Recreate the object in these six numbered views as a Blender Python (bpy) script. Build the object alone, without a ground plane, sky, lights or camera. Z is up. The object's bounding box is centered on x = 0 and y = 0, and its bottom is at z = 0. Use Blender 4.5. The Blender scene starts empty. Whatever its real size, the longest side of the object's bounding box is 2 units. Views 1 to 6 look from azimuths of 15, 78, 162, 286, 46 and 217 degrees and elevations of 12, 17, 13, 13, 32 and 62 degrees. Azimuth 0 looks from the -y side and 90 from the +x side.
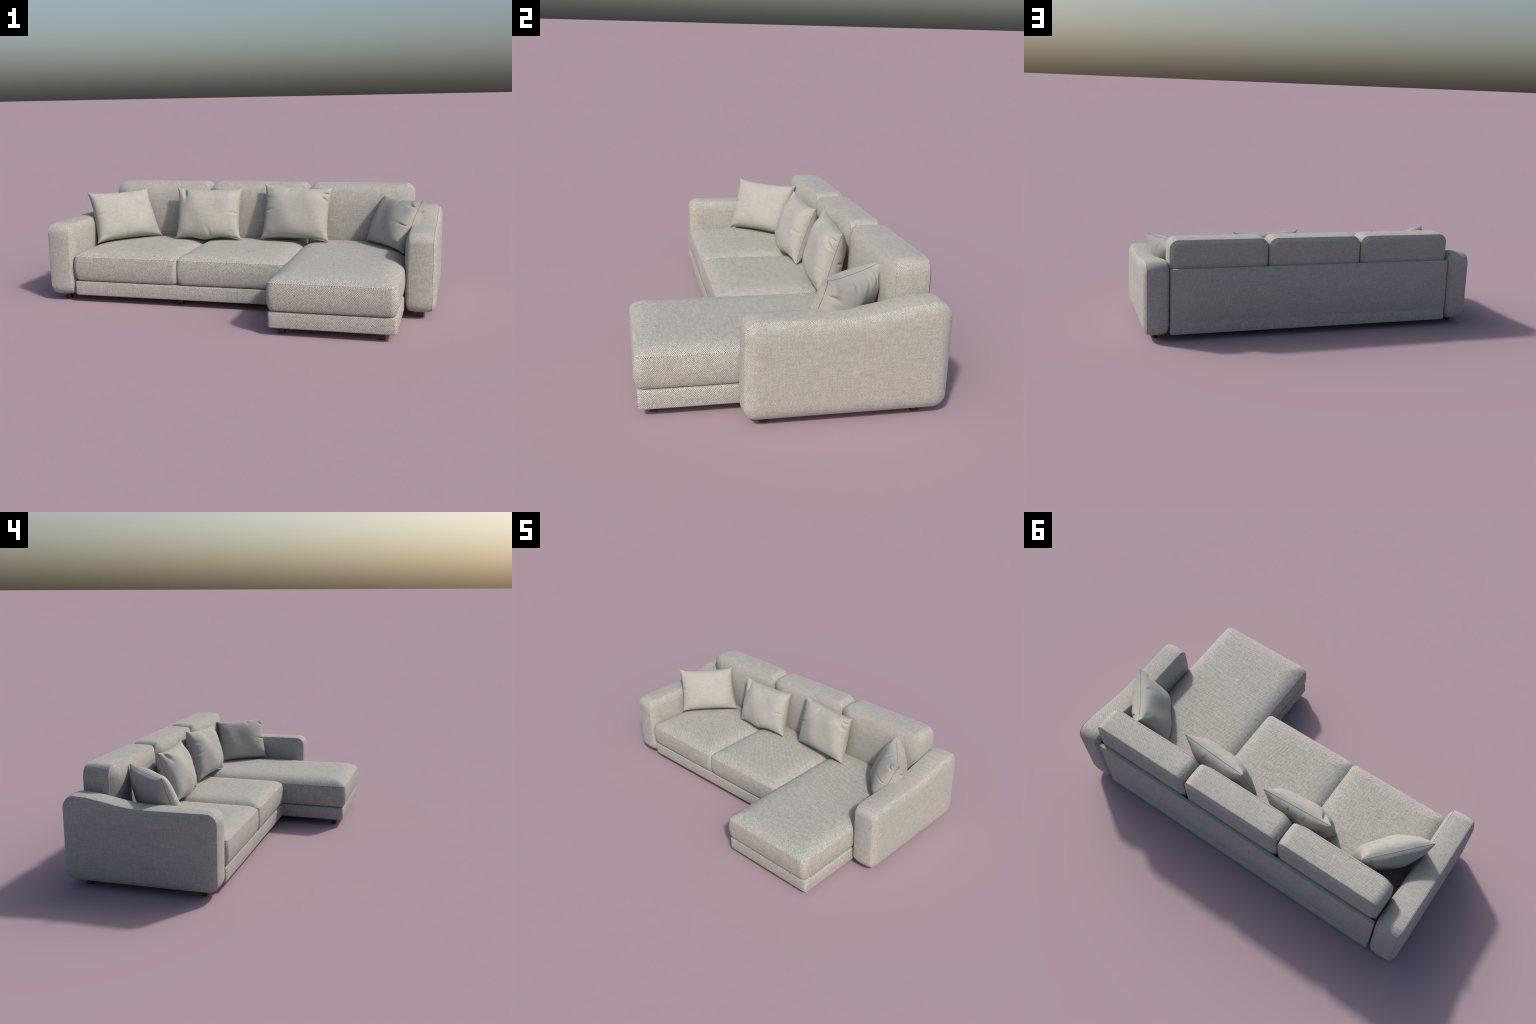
"""Fabric corner sofa with a chaise, block legs and four throw pillows (metres, z up)."""
import bpy, bmesh, math
from mathutils import Vector, Matrix

# ----------------------------------------------------------------------------
# materials
# ----------------------------------------------------------------------------
class Graph:
    """Tiny helper that chains math / mix nodes."""
    def __init__(self, tree):
        self.t = tree

    def new(self, kind, **kw):
        n = self.t.nodes.new(kind)
        for k, v in kw.items():
            setattr(n, k, v)
        return n

    def link(self, a, b):
        self.t.links.new(a, b)

    def put(self, sock, val):
        if isinstance(val, bpy.types.NodeSocket):
            self.link(val, sock)
        else:
            sock.default_value = val

    def math(self, op, a, b=0.0, c=0.0):
        n = self.new('ShaderNodeMath', operation=op)
        self.put(n.inputs[0], a); self.put(n.inputs[1], b); self.put(n.inputs[2], c)
        return n.outputs[0]

    def noise(self, vec, scale, detail=2.0, rough=0.5):
        n = self.new('ShaderNodeTexNoise')
        self.link(vec, n.inputs['Vector'])
        n.inputs['Scale'].default_value = scale
        n.inputs['Detail'].default_value = detail
        n.inputs['Roughness'].default_value = rough
        return n.outputs[0]

    def xyz(self, x, y, z=0.0):
        n = self.new('ShaderNodeCombineXYZ')
        self.put(n.inputs[0], x); self.put(n.inputs[1], y); self.put(n.inputs[2], z)
        return n.outputs[0]


def woven_fabric(name, colour, pitch, weave, streak, blotch, bump, box=True):
    """Plain weave: a checker of raised light yarns and dark gaps of size `pitch`.
    box=True lays the cloth on by the dominant axis of the face, else in local xy."""
    m = bpy.data.materials.new(name)
    m.use_nodes = True
    t = m.node_tree
    bsdf = t.nodes['Principled BSDF']
    g = Graph(t)
    tc = g.new('ShaderNodeTexCoord')
    sp = g.new('ShaderNodeSeparateXYZ')
    g.link(tc.outputs['Object'], sp.inputs[0])
    x, y, z = sp.outputs
    if box:
        geo = g.new('ShaderNodeNewGeometry')
        ns = g.new('ShaderNodeSeparateXYZ')
        g.link(geo.outputs['Normal'], ns.inputs[0])
        ax, ay, az = [g.math('ABSOLUTE', o) for o in ns.outputs]
        az = g.math('MULTIPLY', az, 1.35)
        is_x = g.math('GREATER_THAN', ax, g.math('MAXIMUM', ay, az))
        is_z = g.math('GREATER_THAN', az, g.math('MAXIMUM', ax, ay))
        a = g.math('ADD', x, g.math('MULTIPLY', is_x, g.math('SUBTRACT', y, x)))
        b = g.math('ADD', z, g.math('MULTIPLY', is_z, g.math('SUBTRACT', y, z)))
    else:
        a, b = x, y
    # yarns wander a little
    wob = g.noise(tc.outputs['Object'], 90.0, 2.0)
    wob2 = g.noise(tc.outputs['Object'], 70.0, 2.0)
    aw = g.math('ADD', a, g.math('MULTIPLY', g.math('SUBTRACT', wob, 0.5), pitch * 1.0))
    bw = g.math('ADD', b, g.math('MULTIPLY', g.math('SUBTRACT', wob2, 0.5), pitch * 1.0))
    k = 2 * math.pi / pitch
    s = g.math('MULTIPLY', g.math('SINE', g.math('MULTIPLY', aw, k)),
               g.math('SINE', g.math('MULTIPLY', bw, k)))
    # uneven yarns: long thin streaks both ways, grain, and broad soft patches
    st1 = g.noise(g.xyz(g.math('MULTIPLY', a, 1.0 / (pitch * 1.3)), g.math('MULTIPLY', b, 22.0)), 1.0, 1.0)
    st2 = g.noise(g.xyz(g.math('MULTIPLY', a, 22.0), g.math('MULTIPLY', b, 1.0 / (pitch * 1.3)), 7.3), 1.0, 1.0)
    grain = g.noise(tc.outputs['Object'], 0.8 / pitch, 1.0)
    patch = g.noise(tc.outputs['Object'], 26.0, 3.0, 0.6)
    amp = g.math('ADD', -0.1, g.math('MULTIPLY', g.noise(tc.outputs['Object'], 75.0, 2.0), 2.2))
    v = g.math('MULTIPLY', g.math('MULTIPLY', s, amp), weave)
    for src, w in ((st1, streak), (st2, streak), (grain, streak * 1.2), (patch, blotch)):
        v = g.math('ADD', v, g.math('MULTIPLY', g.math('SUBTRACT', src, 0.5), 2 * w))
    v = g.math('ADD', v, 1.0)
    v = g.math('MAXIMUM', v, 0.12)
    # broad hue drift between a faint warm and a faint green grey
    hue = g.new('ShaderNodeMix', data_type='RGBA')
    g.link(g.noise(tc.outputs['Object'], 14.0, 2.0), hue.inputs['Factor'])
    r, gg, bb = colour
    hue.inputs['A'].default_value = (r * 1.03, gg * 0.99, bb * 0.99, 1)
    hue.inputs['B'].default_value = (r * 0.97, gg * 1.01, bb * 1.01, 1)
    vm = g.new('ShaderNodeVectorMath', operation='SCALE')
    g.link(hue.outputs['Result'], vm.inputs[0])
    g.link(v, vm.inputs['Scale'])
    g.link(vm.outputs[0], bsdf.inputs['Base Color'])
    bp = g.new('ShaderNodeBump')
    bp.inputs['Strength'].default_value = bump
    bp.inputs['Distance'].default_value = pitch * 0.16
    g.link(g.math('ADD', s, g.math('MULTIPLY', grain, 0.6)), bp.inputs['Height'])
    g.link(bp.outputs[0], bsdf.inputs['Normal'])
    bsdf.inputs['Roughness'].default_value = 0.92
    bsdf.inputs['Specular IOR Level'].default_value = 0.15
    bsdf.inputs['Sheen Weight'].default_value = 0.06
    bsdf.inputs['Sheen Roughness'].default_value = 0.5
    return m


def dark_wood(name):
    m = bpy.data.materials.new(name)
    m.use_nodes = True
    bsdf = m.node_tree.nodes['Principled BSDF']
    g = Graph(m.node_tree)
    tc = g.new('ShaderNodeTexCoord')
    ramp = g.new('ShaderNodeValToRGB')
    ramp.color_ramp.elements[0].color = (0.010, 0.009, 0.008, 1)
    ramp.color_ramp.elements[1].color = (0.028, 0.024, 0.021, 1)
    g.link(g.noise(tc.outputs['Object'], 60.0, 3.0), ramp.inputs[0])
    g.link(ramp.outputs[0], bsdf.inputs['Base Color'])
    bsdf.inputs['Roughness'].default_value = 0.5
    return m


CLOTH = (0.360, 0.352, 0.322)
COARSE = woven_fabric('coarse_weave', CLOTH, 0.0069, 0.80, 0.15, 0.055, 0.6)
MEDIUM = woven_fabric('medium_weave', CLOTH, 0.0050, 0.90, 0.15, 0.06, 0.6)
FINE = woven_fabric('fine_weave', (0.353, 0.346, 0.319), 0.0026, 0.55, 0.10, 0.085, 0.45, box=False)
WOOD = dark_wood('dark_wood')

# ----------------------------------------------------------------------------
# geometry helpers
# ----------------------------------------------------------------------------
def round_polygon(pts, radii, step=0.006, edge_step=0.03):
    """Closed counter-clockwise polygon with rounded corners. Returns loop(inset): the same
    number of points for every inset, corners tightening as the loop shrinks."""
    pts = [Vector(p) for p in pts]
    n = len(pts)
    radii = list(radii) if isinstance(radii, (list, tuple)) else [radii] * n

    def inset_corners(d):
        res = []
        for i in range(n):
            e1 = (pts[i] - pts[i - 1]).normalized()
            e2 = (pts[(i + 1) % n] - pts[i]).normalized()
            n1, n2 = Vector((-e1.y, e1.x)), Vector((-e2.y, e2.x))
            bis = (n1 + n2).normalized()
            res.append(pts[i] + bis * (d / max(0.3, bis.dot(n1))))
        return res

    def rounded(d, counts):
        cs = inset_corners(d)
        out, used = [], []
        for i in range(n):
            p, q, r = cs[i - 1], cs[i], cs[(i + 1) % n]
            d1, d2 = (p - q).normalized(), (r - q).normalized()
            ang = d1.angle(d2)
            full = radii[i]
            if full <= 1e-6:
                out.append(q); used.append(0); continue
            e1 = pts[i] - pts[i - 1]; e2 = pts[(i + 1) % n] - pts[i]
            convex = e1.x * e2.y - e1.y * e2.x > 0
            rad = max(full - 0.4 * d, full * 0.55) if convex else full + d
            cut = rad / math.tan(ang / 2)
            bis = (d1 + d2).normalized()
            cen = q + bis * (rad / math.sin(ang / 2))
            u, v = q + d1 * cut - cen, q + d2 * cut - cen
            sweep = math.pi - ang
            m = counts[i] if counts else max(3, int(full * sweep / step))
            sgn = 1 if u.x * v.y - u.y * v.x > 0 else -1
            for j in range(m + 1):
                th = sgn * sweep * j / m
                c, s = math.cos(th), math.sin(th)
                out.append(cen + Vector((u.x * c - u.y * s, u.x * s + u.y * c)))
            used.append(m)
        return out, used

    base, counts = rounded(0.0, None)
    cuts = [max(1, int((base[(i + 1) % len(base)] - p).length / edge_step)) for i, p in enumerate(base)]

    def loop(d):
        pts2, _ = rounded(d, counts)
        dense = []
        for i, p in enumerate(pts2):
            q = pts2[(i + 1) % len(pts2)]
            dense += [p.lerp(q, j / cuts[i]) for j in range(cuts[i])]
        return dense
    return loop


def lofted_slab(name, loop, rings, place, material, parent, smooth_deg=27, sag=None):
    """Skin a stack of inset copies of `loop`. rings = [(level, inset)], first to last;
    place(u, v, level) -> xyz."""
    bm = bmesh.new()
    layers = []
    for lev, ins in rings:
        layers.append([bm.verts.new(place(p.x, p.y, lev)) for p in loop(ins)])
    n = len(layers[0])
    for a, b in zip(layers, layers[1:]):
        for i in range(n):
            j = (i + 1) % n
            bm.faces.new((a[i], a[j], b[j], b[i]))
    bm.faces.new(list(reversed(layers[0])))
    bm.faces.new(layers[-1])
    bmesh.ops.recalc_face_normals(bm, faces=bm.faces)
    if sag:
        for v in bm.verts:
            v.co = sag(v.co)
    return finish(name, bm, material, parent, smooth_deg)


def finish(name, bm, material, parent, smooth_deg=42):
    me = bpy.data.meshes.new(name)
    bm.to_mesh(me)
    bm.free()
    me.materials.append(material)
    for p in me.polygons:
        p.use_smooth = True
    me.set_sharp_from_angle(angle=math.radians(smooth_deg))
    ob = bpy.data.objects.new(name, me)
    bpy.context.scene.collection.objects.link(ob)
    if parent:
        ob.parent = parent
    return ob


def seam(level, inset, direction, width=0.0017, depth=0.0018):
    """Three rings that make a stitched groove."""
    return [(level - direction * width, inset - 0.0006), (level, inset + depth), (level + direction * width, inset + 0.0004)]


# ----------------------------------------------------------------------------
# the sofa
# ----------------------------------------------------------------------------
sofa = bpy.data.objects.new('corner_sofa', None)
bpy.context.scene.collection.objects.link(sofa)
sofa["label"] = "light grey beige woven fabric corner sofa with right chaise"
sofa["category"] = "sofa"

# --- base: low upholstered L-shaped plinth, slightly flared at the back
BASE_FRONT, CHAISE_FRONT, BACK = -0.190, -0.5585, 0.5625
base_outline = round_polygon(
    [(-0.848, BASE_FRONT), (0.2835, BASE_FRONT), (0.2835, CHAISE_FRONT), (0.852, CHAISE_FRONT),
     (0.852, BACK), (-0.848, BACK)], [0.014, 0, 0.014, 0.014, 0.010, 0.010], 0.003)
base_rings = [(0.0345, 0.010), (0.0355, 0.0055), (0.039, 0.0015), (0.044, 0.0), (0.100, 0.0),
              (0.106, 0.002), (0.1095, 0.006), (0.111, 0.012)]


def base_place(x, y, z):
    # the rear strip leans out towards the floor
    if y > 0.5:
        y += 0.007 * max(0.0, min(1.0, (0.100 - z) / 0.06))
    return (x, y, z)


lofted_slab('base', base_outline, base_rings, base_place, COARSE, sofa)

# --- upholstered board closing the back
panel_outline = round_polygon([(-0.850, 0.104), (0.852, 0.104), (0.852, 0.4075), (-0.850, 0.4075)],
                              [0.002, 0.002, 0.009, 0.009], 0.002)
panel_rings = [(0.5375, 0.004), (0.5385, 0.001), (0.5415, 0.0), (0.5520, 0.0), (0.5560, 0.0015), (0.5575, 0.005)]
lofted_slab('rear_panel', panel_outline, panel_rings,
            lambda x, z, y: (x, y + 0.005 * (0.4075 - z) / 0.30, z), MEDIUM, sofa)

# --- seat cushions: boxed, seam round the upper edge, crowned top
def cushion_rings(z0, zs, zt):
    return ([(z0, 0.030), (z0 + 0.001, 0.022), (z0 + 0.005, 0.0135), (z0 + 0.012, 0.0085), (z0 + 0.024, 0.0045),
             (z0 + 0.048, 0.0010), (z0 + 0.075, 0.0), (z0 + 0.098, 0.0014), (zs - 0.012, 0.0036)]
            + seam(zs, 0.0062, 1)
            + [(zs + 0.0066, 0.0125), (zs + 0.0128, 0.0202), (zs + 0.0186, 0.0300), (zs + 0.0245, 0.044),
               (zt - 0.0042, 0.062), (zt - 0.0016, 0.094), (zt - 0.0004, 0.125), (zt, 0.17)])


SEAT_BOTTOM, SEAT_SEAM, SEAT_TOP = 0.1115, 0.2370, 0.2705
for x0, x1, y0, lift, kind in ((-0.8535, -0.2690, -0.2005, 0.0, 'seat_cushion'), (-0.2880, 0.2920, -0.2005, 0.0, 'seat_cushion'),
                               (0.2760, 0.8560, -0.5725, 0.0035, 'chaise_cushion')):
    outline = round_polygon([(x0, y0), (x1, y0), (x1, 0.40), (x0, 0.40)], 0.034, 0.005)
    lofted_slab(kind, outline, cushion_rings(SEAT_BOTTOM, SEAT_SEAM + lift * 0.6, SEAT_TOP + lift),
                lambda x, y, z: (x, y, z), COARSE, sofa)

# --- back cushions
back_rings = ([(0.5370, 0.060), (0.5368, 0.0300), (0.5360, 0.0255), (0.5340, 0.0220)] + seam(0.5205, 0.0040, -1)
              + [(0.50, 0.0015), (0.455, 0.0), (0.412, 0.001)] + seam(0.393, 0.0036, -1)
              + [(0.3885, 0.0105), (0.3835, 0.0185), (0.3780, 0.0285), (0.3710, 0.044), (0.3645, 0.068), (0.3600, 0.100), (0.3580, 0.14)])
for x0, x1 in ((-0.8485, -0.2790), (-0.2790, 0.2860), (0.2860, 0.8560)):
    outline = round_polygon([(x0, 0.20), (x1, 0.20), (x1, 0.5678), (x0, 0.5678)], [0.03, 0.03, 0.052, 0.052], 0.005)
    lofted_slab('back_cushion', outline, back_rings, lambda x, z, y: (x, y, z), MEDIUM, sofa)

# --- arms: thick slabs whose top sweeps up to the back, with pillowed side panels
def smooth(t):
    t = max(0.0, min(1.0, t))
    return t * t * (3 - 2 * t)


ARM_FRONT, ARM_BACK, ARM_BOTTOM = -0.1975, 0.5720, 0.030


def arm_top(y):
    return 0.4105 - 0.003 * smooth((y + 0.15) / 0.3) + 0.046 * smooth((y - 0.17) / 0.36)


top_pts = [(y, arm_top(y)) for y in [0.45 - 0.0265 * i for i in range(0, 21)]]
poly = [(ARM_FRONT, ARM_BOTTOM), (ARM_BACK, ARM_BOTTOM), (ARM_BACK, arm_top(0.52))] + top_pts + [(ARM_FRONT, 0.4105)]
radii = [0.050, 0.050, 0.062] + [0.0] * len(top_pts) + [0.052]
arm_outline = round_polygon(poly, radii, 0.005, 0.02)
half = 0.0745
side = [(0.000, 0.0), (0.020, 0.0006), (0.040, 0.0024)] + seam(0.0545, 0.0056, 1) + \
       [(0.0602, 0.0112), (0.0652, 0.0180), (0.0692, 0.0260), (0.0722, 0.0355), (0.0742, 0.0460), (0.0750, 0.0590)]
arm_rings = [(-c, i) for c, i in reversed(side[1:])] + side
for cx in (-0.925, 0.925):
    lofted_slab('armrest', arm_outline, arm_rings, lambda y, z, c, cx=cx: (cx + c, y, z), MEDIUM, sofa)

# --- legs: small dark blocks
leg_outline = round_polygon([(-0.014, -0.014), (0.014, -0.014), (0.014, 0.014), (-0.014, 0.014)], 0.002, 0.001)
leg_mesh = None
for lx, ly in ((-0.926, -0.115), (0.926, -0.115), (-0.926, 0.468), (0.926, 0.468), (-0.285, -0.118),
               (-0.285, 0.470), (0.337, 0.470), (0.337, -0.500), (0.786, -0.500)):
    if leg_mesh is None:
        first = lofted_slab('leg', leg_outline, [(0.0, 0.001), (0.001, 0.0), (0.0405, 0.0)],
                            lambda x, y, z: (x, y, z), WOOD, sofa)
        leg_mesh = first
        leg = first
    else:
        leg = leg_mesh.copy()
        leg.name = 'leg'
        bpy.context.scene.collection.objects.link(leg)
    leg.location = (lx, ly, 0)

# ----------------------------------------------------------------------------
# throw pillows
# ----------------------------------------------------------------------------
def throw_pillow(tl, tr, br, bl, front, back, pinch, puckers, dents, label, sags=(), power=0.43, settle=0.18):
    """Knife-edge pillow spanned between its four corner ears.
    puckers: (edge, t, length, width, depth, slant, face); dents: (u, v, radius_u, radius_v, depth, turn)."""
    tl, tr, br, bl = map(Vector, (tl, tr, br, bl))
    cen = (tl + tr + br + bl) / 4
    tl, tr, br, bl = [p + (p - cen) * 0.012 for p in (tl, tr, br, bl)]
    ex = (tr - tl + br - bl).normalized()
    ez = ex.cross((tl - bl + tr - br)).normalized()       # faces the room
    ey = ez.cross(ex)
    frame = Matrix((ex, ey, ez)).transposed()
    loc = [frame.transposed() @ (p - cen) for p in (bl, br, tr, tl)]
    hw, hh = ((tr - tl).length + (br - bl).length) / 4, ((tl - bl).length + (tr - br).length) / 4

    def skeleton(u, v):
        a = (1 - u) / 2; b = (1 - v) / 2
        p = loc[0] * (a * b) + loc[1] * ((1 - a) * b) + loc[2] * ((1 - a) * (1 - b)) + loc[3] * (a * (1 - b))
        pu = pinch * 1.0 * (0.7 * (1 - abs(v) ** 2.4) + 0.4 * (1 - abs(v) ** 9)) * u * abs(u)
        pv = pinch * 0.8 * (0.7 * (1 - abs(u) ** 2.4) + 0.4 * (1 - abs(u) ** 9)) * v * abs(v)
        for bu, bv, ru, rv, dx, dy in sags:
            w = math.exp(-((u - bu) / ru) ** 2 - ((v - bv) / rv) ** 2)
            p = p + Vector((dx, dy, 0)) * w
        return p - Vector((pu, pv, 0))

    def height(u, v, face):
        fu, fv = max(0.0, 1 - abs(u) ** 2.3), max(0.0, 1 - abs(v) ** 2.3)
        f = (fu ** power) * (fv ** power)
        neck = math.exp(-((abs(u) - 0.80) ** 2 + (abs(v) - 0.80) ** 2) / 0.012)
        h = (front if face > 0 else back) * f * (1 - 0.10 * neck)
        h *= 1 - (0.08 if face > 0 else settle) * v          # filling settles low
        x, y = u * hw, v * hh
        cut = 0.0
        for edge, t, length, width, depth, slant, which in puckers:
            if which * face < 0:
                continue
            if edge == 'L':
                d, s = x + hw, y - t * hh
            elif edge == 'R':
                d, s = hw - x, y - t * hh
            elif edge == 'T':
                d, s = hh - y, x - t * hw
            else:
                d, s = y + hh, x - t * hw
            s -= slant * d
            w = width * (0.5 + d / length)
            fall = math.exp(-(d / length) ** 2) * smooth(d / 0.012 + 0.25)
            # a sharp valley with a soft ridge on both sides
            cut += 0.75 * depth * fall * (math.exp(-(s / w) ** 2) - 0.25 * math.exp(-((abs(s) - 2.2 * w) / (1.4 * w)) ** 2))
        for du, dv, ru, rv, depth, turn in dents:
            if depth == 0 or face < 0:
                continue
            px, py = x - du * hw, y - dv * hh
            c, s = math.cos(turn), math.sin(turn)
            qx, qy = (px * c + py * s) / ru, (-px * s + py * c) / rv
            cut += depth * math.exp(-(qx * qx + qy * qy))
        # slow lumps of the filling
        lump = 0.0028 * (math.sin(31 * x + 17 * y + 40 * cen.x) + math.sin(23 * y - 29 * x + 60 * cen.x)) * f
        edge_free = min(1.0, f * 2.2)
        return max(h - cut * edge_free + lump, 0.0032 * min(1.0, 4 * f + 0.3))

    n = 72
    par = [math.sin(math.pi / 2 * (2 * i / n - 1)) * 0.75 + 0.25 * (2 * i / n - 1) for i in range(n + 1)]
    bm = bmesh.new()
    grids = {}
    for face in (1, -1):
        g = [[None] * (n + 1) for _ in range(n + 1)]
        for i, u in enumerate(par):
            for j, v in enumerate(par):
                p = skeleton(u, v)
                p.z += face * height(u, v, face)
                g[i][j] = bm.verts.new(p)
        grids[face] = g
        for i in range(n):
            for j in range(n):
                q = (g[i][j], g[i + 1][j], g[i + 1][j + 1], g[i][j + 1])
                bm.faces.new(q if face > 0 else tuple(reversed(q)))
    # sunk seam ring joining the two faces
    rim = [(i, 0) for i in range(n)] + [(n, j) for j in range(n)] + \
          [(i, n) for i in range(n, 0, -1)] + [(0, j) for j in range(n, 0, -1)]
    sunk = []
    for i, j in rim:
        u, v = par[i], par[j]
        p = skeleton(u, v)
        inward = Vector((u if abs(u) > 0.999 else 0, v if abs(v) > 0.999 else 0, 0))
        sunk.append(bm.verts.new(p - inward * 0.0060))
    m = len(rim)
    for a in range(m):
        b = (a + 1) % m
        f0, f1 = grids[1][rim[a][0]][rim[a][1]], grids[1][rim[b][0]][rim[b][1]]
        b0, b1 = grids[-1][rim[a][0]][rim[a][1]], grids[-1][rim[b][0]][rim[b][1]]
        bm.faces.new((f1, f0, sunk[a], sunk[b]))
        bm.faces.new((b0, b1, sunk[b], sunk[a]))
    bmesh.ops.recalc_face_normals(bm, faces=bm.faces)
    ob = finish('throw_pillow', bm, FINE, None, 60)
    ob.matrix_world = Matrix.Translation(cen) @ frame.to_4x4()
    ob["label"] = label
    ob["category"] = "pillow"
    return ob


throw_pillow((-0.893, 0.099, 0.535), (-0.652, 0.366, 0.534), (-0.551, 0.312, 0.271), (-0.813, 0.032, 0.270),
             0.076, 0.078, 0.018,
             [('L', 0.05, 0.045, 0.006, 0.014, 0.0, 0), ('R', 0.10, 0.035, 0.006, 0.012, 0.1, 0),
              ('B', -0.18, 0.022, 0.005, 0.014, 0.1, 1), ('T', -0.35, 0.035, 0.008, 0.008, 0.1, -1),
              ('T', 0.1, 0.03, 0.008, 0.007, 0.0, -1), ('T', 0.72, 0.03, 0.010, 0.014, 0.4, -1)], [],
             "plump square light beige fabric throw pillow leaning in corner", power=0.38)
throw_pillow((-0.444, 0.308, 0.550), (-0.065, 0.328, 0.546), (-0.061, 0.239, 0.276), (-0.437, 0.222, 0.271),
             0.072, 0.080, 0.019,
             [('R', -0.02, 0.045, 0.005, 0.013, 0.05, 0), ('B', 0.16, 0.050, 0.006, 0.010, -0.35, 1),
              ('T', 0.2, 0.03, 0.008, 0.008, 0.0, -1), ('T', -0.3, 0.03, 0.008, 0.007, 0.0, -1),
              ('T', -0.15, 0.03, 0.008, 0.006, 0.2, 1)],
             [(-0.73, 0.80, 0.012, 0.034, 0.020, 0.2)],
             "plump square light beige fabric throw pillow with dented corner",
             sags=[(-0.1, -1.0, 0.32, 0.40, 0.0, -0.016)])
throw_pillow((0.057, 0.334, 0.572), (0.439, 0.307, 0.558), (0.423, 0.237, 0.279), (0.042, 0.266, 0.275),
             0.072, 0.080, 0.019,
             [('L', 0.02, 0.050, 0.005, 0.013, 0.15, 0), ('L', 0.52, 0.040, 0.006, 0.007, -0.1, 1),
              ('R', 0.72, 0.040, 0.006, 0.016, 0.15, 1), ('R', 0.42, 0.055, 0.008, 0.013, 0.7, 1),
              ('R', 0.05, 0.040, 0.006, 0.012, 0.0, -1), ('T', -0.18, 0.035, 0.008, 0.008, -0.3, 1),
              ('T', 0.2, 0.03, 0.008, 0.008, 0.0, -1)], [],
             "plump square light beige fabric throw pillow with creased side")
throw_pillow((0.715, 0.364, 0.518), (0.914, 0.111, 0.525), (0.828, 0.051, 0.266), (0.620, 0.318, 0.265),
             0.068, 0.092, 0.017,
             [('R', -0.05, 0.055, 0.004, 0.012, 0.05, 0), ('R', 0.66, 0.030, 0.006, 0.012, 0.2, 1),
              ('R', 0.60, 0.035, 0.010, 0.018, -0.2, -1), ('T', 0.2, 0.03, 0.008, 0.008, 0.2, 0),
              ('T', -0.30, 0.055, 0.010, 0.006, 0.3, -1), ('T', -0.68, 0.035, 0.008, 0.013, 0.3, -1)], [],
             "plump square light beige fabric throw pillow leaning on armrest", power=0.32, settle=0.0)
bpy.context.view_layer.update()
